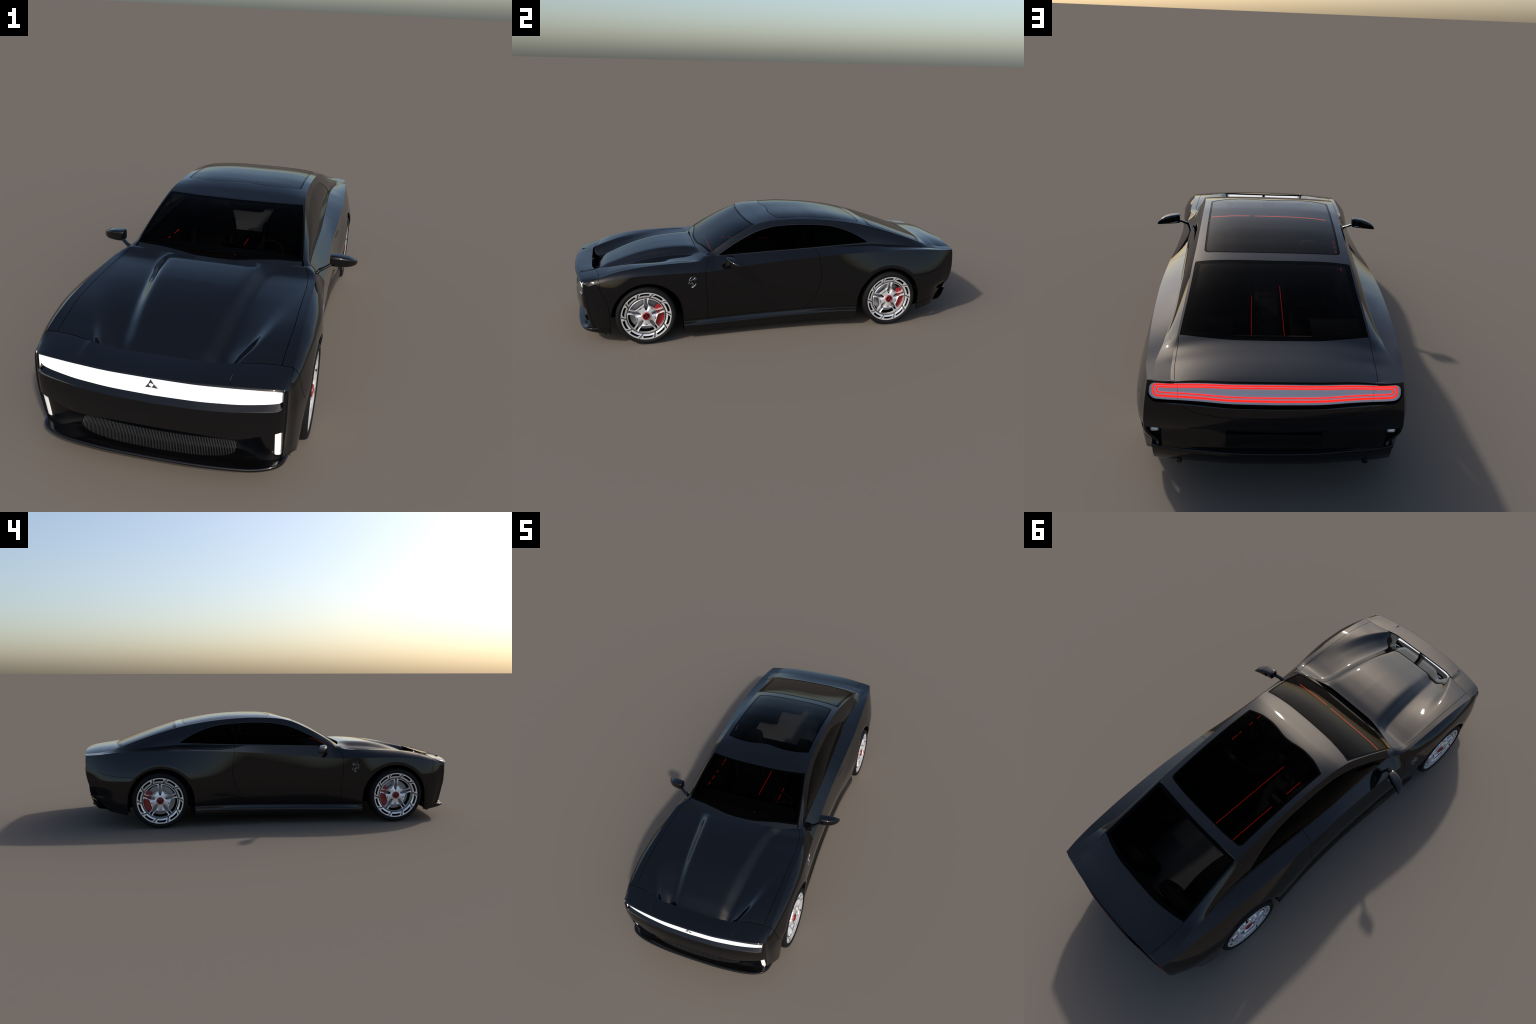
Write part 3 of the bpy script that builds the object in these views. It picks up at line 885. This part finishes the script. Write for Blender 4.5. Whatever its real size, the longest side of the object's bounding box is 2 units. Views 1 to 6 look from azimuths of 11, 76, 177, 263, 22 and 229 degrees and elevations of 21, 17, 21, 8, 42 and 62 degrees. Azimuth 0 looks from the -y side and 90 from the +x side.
rear_strip([(-.042, -.044, .168, .172), (-.020, -.033, .1715, .168), (-.003, -.026, .174, .1665), (.0, -.0245, .172, .165), (.0, -.0245, .164, .158), (-.004, -.028, .1605, .154)], PAINT, 'rear_shelf')
rear_strip([(-.003, -.0265, .162, .155), (-.008, -.030, .150, .142), (-.018, -.040, .132, .122), (-.038, -.055, .113, .104), (-.12, -.13, .098, .090), (-.22, -.22, .080, .075)], GLOSS, 'rear_valance', half=.320)
plate = tube([(-.13, 0, 0), (.13, 0, 0)], .001)
pl_s = box(0, 0, 0, .252, .004, .052, .0018)
Mx = Matrix.Translation((0, .9735, .2035)) @ Matrix.Rotation(math.radians(-12), 4, 'X')
make('plate_recess', pl_s.moved(Mx), BLACK)
for sg in (1, -1):
    # tall corner vent: dark cavity with a bright finisher at its top
    zz = np.linspace(.158, .238, 16)
    cav = np.array([[(sg*(.280 + (float(side_x(.935, z)) - .003 - .280)*t), .928, z) for t in np.linspace(0, 1, 6)] for z in zz])
    make('corner_vent_cavity', Surf.grid(cav, flip=(sg > 0)), BLACK)
    rows = []
    for t in np.linspace(0, 1, 12):
        z = .2365 - .029*t; y = .930 + .016*t - .004*t*t
        w = .0275 - .003*t
        rows.append([(sg*(.3000 + w*u), y - .003*(2*u - 1)**4 - .004*(t > .95), z) for u in np.linspace(0, 1, 9)])
    fin = Surf.grid(np.array(rows))
    if fin.N[40, 1] < 0: fin = Surf(fin.V, -fin.N, [f[::-1] for f in fin.F])
    make('corner_vent', fin.shell(.004), DARKMET)
    make('diffuser_fin', superloft([((sg*.25, .86, .105), (.004, 0, 0), (0, 0, .012)), ((sg*.25, .93, .113), (.0075, 0, 0), (0, 0, .012)), ((sg*.25, .945, .119), (.006, 0, 0), (0, 0, .007))], 20, 4), GLOSS)

make('bumper_core', box(0, .885, .172, .60, .07, .13, .004), BLACK)
# ------------------------------------------------------------------ underbody and wheel wells
make('underbody', box(0, .0, .085, .66, .86, .035, .01).plus(box(0, -.02, .10, .40, 1.72, .05, .01)), BLACK)
for (cy, cz, r), a0, a1, w in ((ARCH_F, -.12, math.pi - .02, -.008), (ARCH_R, .02, 2.1, .026)):
    th = np.linspace(a0, a1, 60)
    rr = r + .003
    P = np.array([[(x, cy + (rr + k*w)*math.cos(a), cz + (rr + k*w)*math.sin(a)) for a in th] for x, k in ((.12, 1), (.28, 1), (.345, 1), (.364, 0))])
    g = Surf.grid(P)
    cap_pts = [(.12, cy, cz)] + [(.12, cy + (rr + w)*math.cos(a), cz + (rr + w)*math.sin(a)) for a in np.linspace(a0, math.pi - .02, 60)]
    cap = Surf(cap_pts, [(1, 0, 0)]*len(cap_pts), [(0, i, i + 1) for i in range(1, 60)])
    both('wheel_well', g.plus(cap) if w < 0 else g, BLACK)

# ------------------------------------------------------------------ wheels
RIM_R = .1185
def rim_depth(r):
    return curve2((.015, -.003), (.03, -.004), (.05, -.006), (.075, -.0055), (.088, -.0050), (.0945, -.0045), (.1020, -.0010), (.108, .0), (.1185, .001))(r)
rr_ = np.concatenate([np.linspace(.017, .09, 62, endpoint=False), np.linspace(.09, RIM_R, 30)])
th_ = np.linspace(0, 2*math.pi, 900, endpoint=False)
Pw = np.zeros((len(rr_), len(th_), 3))  # filled below, once the openings are known
def fold(y, z, n, phase):
    """polar repeat: returns radial p and tangential q in the nearest sector"""
    a = np.arctan2(z, y) - math.radians(phase); s = 2*math.pi/n
    a = (a + s/2) % s - s/2
    r = np.hypot(y, z)
    return r*np.cos(a), r*np.sin(a), r
def f_window(x, y, z):
    p, q, r = fold(y, z, 5, 270)
    f = smax(smax(.0505 - p, np.abs(q) - (.0250 + (p - .0505)*.64), .006), r - .0872, .008)
    return f
slit_w = curve2((.02, .0), (.0275, .0025), (.036, .0065), (.046, .0092), (.056, .0088), (.068, .0062), (.080, .0052), (.0885, .0065))
def f_slit(x, y, z):
    p, q, r = fold(y, z, 5, 90)
    return np.maximum(np.maximum(.0275 - p, np.abs(q) - slit_w(p)), r - .0885)
def f_groove(x, y, z):
    r = np.hypot(y, z)
    return np.maximum(.0900 - r, r - .0942)
def f_gap(x, y, z):
    # slanted joints between the ten rim segments
    p, q, r = fold(y, z, 10, 75)
    return np.maximum(np.abs(q - (r - .106)*-.55)*.88 - .0034, .0950 - r)
def f_slot(x, y, z):
    p, q, r = fold(y, z, 10, 93)
    lo_ = q - (.0232 - (r - .109)*.9)
    hi_ = -.0238 - q
    return smax(smax(np.maximum(.1030 - r, r - .1143), lo_, .003), hi_, .003)
Pw[..., 1] = rr_[:, None]*np.cos(th_); Pw[..., 2] = rr_[:, None]*np.sin(th_)
_y, _z = Pw[..., 1], Pw[..., 2]
_r = np.hypot(_y, _z)
_lift = .0032*(1 - sstep(.0008, .0042, f_window(0, _y, _z)))*(1 - sstep(.0885, .090, _r))
_lift -= .0035*(1 - sstep(.0, .010, f_slit(0, _y, _z)))*sstep(.022, .03, _r)*(1 - sstep(.05, .062, _r))
Pw[..., 0] = rim_depth(rr_)[:, None] + _lift
WFACE = Surf.grid(Pw, close_v=True)
if WFACE.N[100, 0] < 0: WFACE = Surf(WFACE.V, -WFACE.N, [f[::-1] for f in WFACE.F])
disc_face = WFACE.keep(lambda x, y, z: np.hypot(y, z) - .0892).drop(f_window).drop(f_slit)
seg_face = WFACE.keep(lambda x, y, z: .0950 - np.hypot(y, z)).keep(lambda x, y, z: -f_gap(x, y, z)).keep(lambda x, y, z: -f_slot(x, y, z))
rim_surf = disc_face.shell(.018, False, (1, 0, 0)).plus(seg_face.shell(.006, False, (1, 0, 0)))
base_ring = WFACE.keep(lambda x, y, z: .0865 - np.hypot(y, z)).offset(-.0045).keep(lambda x, y, z: -f_slot(x, y, z) - .0)
rim_lip = lathe([(.0012, .1182), (.0022, .1195), (.0005, .1208), (-.006, .121), (-.012, .119)], 120)
tyre_prof = [(-.006, .1165), (-.001, .1190), (.0025, .1225), (.0055, .1275), (.0062, .1320), (.0045, .1370), (.0005, .1405), (-.006, .1432), (-.016, .1443), (-.045, .1446), (-.075, .1443), (-.086, .143), (-.093, .139), (-.096, .130), (-.094, .122), (-.09, .116)]
def dense(pr, n):
    pr = np.array(pr); u = np.linspace(0, 1, len(pr)); q = np.linspace(0, 1, n)
    return np.stack([pchip(u, pr[:, 0])(q), pchip(u, pr[:, 1])(q)], -1)
tyre = lathe(dense(tyre_prof, 60), 144)
def orient_out(s, axis_pt_r):
    # lathe normals should point away from the ring centre line
    i = np.argmax(np.hypot(s.V[:, 1], s.V[:, 2]))
    if np.dot(s.N[i][1:], s.V[i][1:]) < 0: return Surf(s.V, -s.N, [f[::-1] for f in s.F])
    return s
tyre = orient_out(tyre, .13); rim_lip = orient_out(rim_lip, .12)
# tread grooves: shallow rings cut as geometry
for gx in (-.026, -.045, -.064):
    w = np.abs(tyre.V[:, 0] - gx) < .0022
    rr0 = np.hypot(tyre.V[:, 1], tyre.V[:, 2])
    k = np.where(w & (rr0 > .14), (rr0 - .0035)/rr0, 1)
    tyre.V[:, 1] *= k; tyre.V[:, 2] *= k
barrel = lathe([(-.004, .1165), (-.02, .1115), (-.05, .1090), (-.092, .112)], 96)
barrel = Surf(barrel.V, -barrel.N, [f[::-1] for f in barrel.F]) if np.dot(barrel.N[100][1:], barrel.V[100][1:]) > 0 else barrel
brake = lathe([(-.034, .0005), (-.034, .030), (-.0335, .031), (-.0335, .0765), (-.0345, .078), (-.042, .078)], 96)
if brake.N[96*2 + 3, 0] < 0: brake = Surf(brake.V, -brake.N, [f[::-1] for f in brake.F])
backp = lathe([(-.06, .0005), (-.06, .112)], 64)
if backp.N[70, 0] < 0: backp = Surf(backp.V, -backp.N, [f[::-1] for f in backp.F])
cap_red = lathe([(-.004, .0190), (.0012, .0188), (.0022, .0175), (.0022, .0140), (.0012, .0132)], 64)
cap_blk = lathe([(.0008, .0135), (.0018, .0105), (.0024, .005), (.0026, .0003)], 64)
def face_x(s):
    i = np.argmax(s.V[:, 0])
    return s if s.N[i, 0] > 0 else Surf(s.V, -s.N, [f[::-1] for f in s.F])
cap_red, cap_blk = face_x(cap_red), face_x(cap_blk)
mk = blade_mark(.0105, .0014)
mark = Surf(np.stack([.0036 - mk.V[:, 1], mk.V[:, 0], mk.V[:, 2]], -1), np.stack([-mk.N[:, 1], mk.N[:, 0], mk.N[:, 2]], -1), mk.F)
def caliper():
    a = np.radians(np.linspace(-48, 44, 40))
    rows = []
    for t in a:
        e = 1 - abs(t/math.radians(48))**8
        r0, r1 = .052 + .010*(1 - e), .0895 - .006*(1 - e)
        x0, x1 = -.036, -.014 - .006*(1 - e)
        prof = [(x0, r1), (x1 - .004, r1), (x1, r1 - .006), (x1 + .0015, (r0 + r1)/2 + .004), (x1 - .003, (r0+r1)/2 - .002), (x1 - .0015, r0 + .006), (x1 - .006, r0), (x0, r0)]
        rows.append([(x, r*math.cos(t), r*math.sin(t)) for x, r in prof])
    g = Surf.grid(np.array(rows))
    j = 20*8 + 2
    if g.N[j, 0] < 0: g = Surf(g.V, -g.N, [f[::-1] for f in g.F])
    return g
cal = caliper()
hubslots = []
for k in range(5):
    a = math.radians(270 + 72*k)
    b = box(0, 0, 0, .003, .0115, .0024, .0008)
    M = Matrix.Rotation(a - math.pi/2, 4, 'X') @ Matrix.Translation((float(rim_depth(.046)) + .0003, 0, .0455))
    hubslots.append(b.moved(M))
hub_cyl = lathe([(-.036, .030), (-.012, .032), (-.006, .026)], 48)
hub_cyl = orient_out(hub_cyl, .03)

def letters(text, radius, mid_deg, size, spacing, flip=False):
    """raised characters set along the tyre wall"""
    out = []
    n = len(text)
    for i, ch in enumerate(text):
        if ch == ' ': continue
        cu = bpy.data.curves.new('glyph', 'FONT'); cu.body = ch; cu.size = size; cu.extrude = .0005
        cu.align_x = 'CENTER'; cu.align_y = 'CENTER'; cu.resolution_u = 3
        ob = bpy.data.objects.new('glyph', cu); bpy.context.scene.collection.objects.link(ob)
        dg = bpy.context.evaluated_depsgraph_get()
        me = ob.evaluated_get(dg).to_mesh()
        V = np.array([v.co for v in me.vertices]); F = [tuple(p.vertices) for p in me.polygons]
        ob.evaluated_get(dg).to_mesh_clear()
        bpy.data.objects.remove(ob); bpy.data.curves.remove(cu)
        off = (i - (n-1)/2)*spacing/radius
        a = math.radians(mid_deg) - off if not flip else math.radians(mid_deg) + off
        rad = V[:, 1] if not flip else -V[:, 1]
        tan = -V[:, 0] if not flip else V[:, 0]
        r = radius + rad
        aa = a + tan/r
        W = np.stack([.0062 + V[:, 2], r*np.cos(aa), r*np.sin(aa)], -1)
        out.append(Surf(W, np.tile([1., 0, 0], (len(W), 1)), F))
    return out
lets = letters('EAGLE F1', .1305, 88, .0085, .0092) + letters('GOODYEAR', .1305, 270, .0085, .0100, True)
let_surf = lets[0].plus(*lets[1:])

proto = {}
def shared(name, surf, mat, parent, key, rot=None, sharp=None):
    if key not in proto:
        ob = make(name, surf, mat, parent, sharp=sharp)
        proto[key] = ob.data
    else:
        ob = bpy.data.objects.new(name, proto[key])
        bpy.context.scene.collection.objects.link(ob); ob.parent = parent
    return ob
for cy in (WHEEL_F, WHEEL_R):
    for sg in (1, -1):
        w = empty('wheel', ROOT, (sg*.3785, cy, WZ))
        if sg < 0: w.rotation_euler = (0, 0, math.pi)
        shared('tyre', tyre, RUBBER, w, 'tyre')
        shared('tyre_lettering', let_surf, LETTER, w, 'let', sharp=30)
        rim = shared('rim', rim_surf.plus(rim_lip), SILVER, w, 'rim')
        shared('rim_base', base_ring, WHEELDARK, w, 'base')
        shared('rim_barrel', barrel.plus(backp, hub_cyl), BLACK, w, 'barrel')
        shared('brake_disc', brake, DISC, w, 'disc')
        shared('hub_cap', cap_red, CALIPER, w, 'capr')
        shared('hub_cap_centre', cap_blk, GLOSS, w, 'capb')
        shared('hub_mark', mark, CALIPER, w, 'mark', sharp=30)
        shared('hub_slots', hubslots[0].plus(*hubslots[1:]), BLACK, w, 'slots')
        # the caliper always sits behind the axle (+y)
        c = shared('caliper', cal, CALIPER, w, 'cal') if sg > 0 else None
        if sg < 0:
            key = 'cal_m'
            m2 = Surf(cal.V*[1, -1, 1], cal.N*[1, -1, 1], [f[::-1] for f in cal.F])
            shared('caliper', m2, CALIPER, w, key)

# ------------------------------------------------------------------ door mirrors, handles, badges
def mirror_housing():
    secs = []
    for x, cyy, czz, dy, dz in ((.3660, -.264, .4080, .013, .0155), (.3685, -.264, .4075, .019, .0190), (.385, -.262, .4065, .0215, .0195), (.405, -.258, .4055, .0225, .0188), (.425, -.252, .4035, .021, .0165), (.440, -.244, .4005, .017, .0128), (.451, -.235, .3975, .011, .0085), (.4565, -.226, .395, .005, .004)):
        secs.append(((x, cyy, czz), (0, dy, 0), (0, 0, dz)))
    return superloft(secs, 40, 4.2)
mh = mirror_housing()
mh = Surf(mh.V + [.0025, .001, -.002], mh.N, mh.F)
mo = both('side_mirror', mh, PAINT)
arm = superloft([((.335, -.290, .372), (0, .010, 0), (0, .001, .006)), ((.352, -.285, .380), (0, .009, 0), (0, .001, .005)), ((.375, -.272, .393), (0, .010, 0), (0, .001, .005)), ((.384, -.266, .398), (0, .011, 0), (0, 0, .006))], 20, 3)
for sg, par in ((1, mo[0]), (-1, mo[1])):
    a = arm if sg > 0 else arm.mirror()
    make('mirror_arm', a, GLOSS, par)
    gl = superloft([((sg*.3745, -.2455, .406), (0, .001, 0), (0, 0, .010)), ((sg*.40, -.2370, .4045), (0, .0012, 0), (0, 0, .0125)), ((sg*.43, -.2330, .4015), (0, .001, 0), (0, 0, .008))], 20, 4)
    make('mirror_glass', gl, FRIT, par)
    st = tube([(sg*.377, -.2425, .3945), (sg*.405, -.2365, .392), (sg*.438, -.2335, .3935)], .0011, 6)
    make('mirror_strip', st, CHROME, par)
# flush door handle: outline groove
def on_side(y, z, off=.0):
    return (float(side_x(np.array(y), np.array(z))) + off, y, z)
for sg, d in ((1, doors[0]), (-1, doors[1])):
    pts = []
    for t in np.linspace(0, 2*math.pi, 40, endpoint=False):
        c, s_ = math.cos(t), math.sin(t)
        yy = .155 + .038*np.sign(c)*abs(c)**.25; zz_ = .357 + .006*np.sign(s_)*abs(s_)**.5
        x, _, _ = on_side(yy, zz_, .0003)
        pts.append((sg*x, yy, zz_))
    pts.append(pts[0])
    make('door_handle', tube(pts, .0005, 5, cap=False), BLACK, d)

def stroke(path, widths, lift=.0014):
    """flat raised stroke on the fender side, path in (y, z)"""
    P = np.array(path); u = np.linspace(0, 1, len(P)); q = np.linspace(0, 1, 26)
    S = np.stack([pchip(u, P[:, 0])(q), pchip(u, P[:, 1])(q)], -1)
    W = pchip(np.linspace(0, 1, len(widths)), widths)(q)
    T = np.gradient(S, axis=0); T /= np.linalg.norm(T, axis=1, keepdims=True)
    nn = np.stack([-T[:, 1], T[:, 0]], -1)
    rows = []
    for k, l in ((-1, -.001), (-.9, lift), (.9, lift), (1, -.001)):
        Q = S + nn*(W*k)[:, None]
        rows.append(np.stack([side_x(Q[:, 0], Q[:, 1]) + l, Q[:, 0], Q[:, 1]], -1))
    g = Surf.grid(np.array(rows))
    if g.N[26 + 10, 0] < 0: g = Surf(g.V, -g.N, [f[::-1] for f in g.F])
    return g
# abstract snarling-head badge drawn with tapering strokes (y forward is negative), centre (-.438, .307)
def bp(a, b): return (-.438 + a*.0225, .307 + b*.0225)
strokes = [
    stroke([bp(.1, 1.0), bp(-.45, .85), bp(-.85, .4), bp(-1.0, .0)], [.0004, .0010, .0012, .0014]),
    stroke([bp(-1.0, .08), bp(-.95, -.2), bp(-1.05, -.45), bp(-.7, -.62)], [.0014, .0012, .0016, .0014]),
    stroke([bp(-.85, .0), bp(-.4, .22), bp(.1, .35), bp(.75, .55)], [.0007, .0013, .0022, .0005]),
    stroke([bp(.0, .3), bp(.2, .6), bp(.45, .88)], [.0020, .0014, .0004]),
    stroke([bp(.0, .22), bp(.4, .2), bp(.62, .3)], [.0018, .0012, .0004]),
    stroke([bp(-.75, -.45), bp(-.35, -.5), bp(-.1, -.75), bp(-.2, -1.2), bp(-.45, -1.4)], [.0008, .0022, .0028, .0020, .0012]),
    stroke([bp(-.55, -.28), bp(-.25, -.26)], [.0008, .0008]),
    stroke([bp(.3, -.4), bp(.52, -.72), bp(.1, -1.15), bp(-.3, -1.5)], [.0010, .0014, .0011, .0010]),
]
both('fender_badge', strokes[0].plus(*strokes[1:]), SIDEBADGE)

# ------------------------------------------------------------------ cabin
make('cabin_floor', box(0, .12, .125, .60, 1.05, .02, .004), BLACK)
make('cargo_floor', box(0, .63, .222, .54, .375, .012, .003), CARPET)
make('rear_bulkhead', box(0, .452, .17, .56, .02, .115, .004), BLACK)
make('hatch_shelf', box(0, .86, .315, .56, .14, .06, .01), BLACK)
for x in (-.14, .14):
    make('rear_headrest', superloft([((x, .735, .25), (.105, 0, 0), (0, .035, 0)), ((x, .75, .32), (.105, 0, 0), (0, .035, 0)), ((x, .765, .365), (.08, 0, 0), (0, .022, 0))], 28, 4), LEATHER)
door_card = np.array([[(.285 + .0*z, y, z) for z in (.12, .25, .33, .405)] for y in np.linspace(-.36, .80, 20)])
dc = Surf.grid(door_card)
both('door_card', dc, BLACK)
# dashboard
dash = superloft([((x, -.275 - .012*(1 - abs(x)/.28), .350), (0, .075, 0), (0, .0, .052 - .008*abs(x)/.28)) for x in np.linspace(-.275, .275, 12)], 30, 3)
make('dashboard', dash, LEATHER)
for path in ([(-.262, -.319, .3930), (-.2, -.3225, .3990), (-.1, -.3225, .4030), (.0, -.3225, .4040), (.05, -.3215, .4040)], [(.075, -.323, .4035), (.15, -.323, .4015), (.25, -.319, .3945)]):
    make('dash_light', tube(path, .0010, 6), DASHGLOW)
    make('dash_ridge', tube([(x, y - .0068, z + .0045) for x, y, z in path], .0045, 8), LEATHER)
make('screen', box(0.03, -.195, .372, .12, .008, .045, .003), FRIT)
# steering wheel on the +x side
ring = []
for t in np.linspace(0, 2*math.pi, 49):
    ring.append((.145 + .047*math.cos(t), -.165 + .016*math.sin(t), .362 + .044*math.sin(t)))
make('steering_wheel', tube(ring, .0052, 10, cap=False).plus(box(.145, -.167, .36, .034, .016, .026, .006), box(.145, -.166, .36, .088, .006, .010, .003)), LEATHER)
make('console', superloft([((0, y, .165), (.050, 0, 0), (0, 0, .032)) for y in np.linspace(-.22, .42, 8)], 24, 6), LEATHER)
for x in (-.054, .060):
    make('console_light', tube([(x, -.03, .200), (x, .15, .201), (x, .405, .200)], .0009, 6), AMBIENT)
def seat(x):
    base = superloft([((x, -.06, .205), (.075, 0, 0), (0, 0, .030)), ((x, .02, .200), (.080, 0, 0), (0, 0, .032)), ((x, .13, .195), (.078, 0, 0), (0, 0, .034))], 28, 4)
    back = superloft([((x, .125, .20), (.075, 0, 0), (0, .028, 0)), ((x, .145, .26), (.084, 0, 0), (0, .030, 0)), ((x, .165, .33), (.086, 0, 0), (0, .026, 0)), ((x, .180, .385), (.070, 0, 0), (0, .020, 0)), ((x, .190, .425), (.050, 0, 0), (0, .018, 0)), ((x, .198, .468), (.040, 0, 0), (0, .016, 0)), ((x, .200, .480), (.028, 0, 0), (0, .010, 0))], 32, 3.5)
    bols = [superloft([((x + s*.072, .10, .22), (.014, 0, 0), (0, .03, 0)), ((x + s*.080, .122, .30), (.014, 0, 0), (0, .03, 0)), ((x + s*.074, .150, .37), (.010, 0, 0), (0, .02, 0))], 16, 2.5) for s in (-1, 1)]
    return base.plus(back, *bols)
for x in (-.145, .145):
    make('seat', seat(x), LEATHER)
# broken red strips on the doors, seen through the glass
for sg in (1, -1):
    for y0, y1 in ((-.20, -.17), (-.15, -.125), (-.10, -.07), (-.04, -.02), (.03, .045), (.055, .09)):
        make('door_light', tube([(sg*.283, y0, .338 - .06*(y0 + .2)), (sg*.283, y1, .338 - .06*(y1 + .2))], .0009, 6), AMBIENT)
make('rear_view_mirror', box(0, -.115, .517, .05, .008, .018, .004), GLOSS)
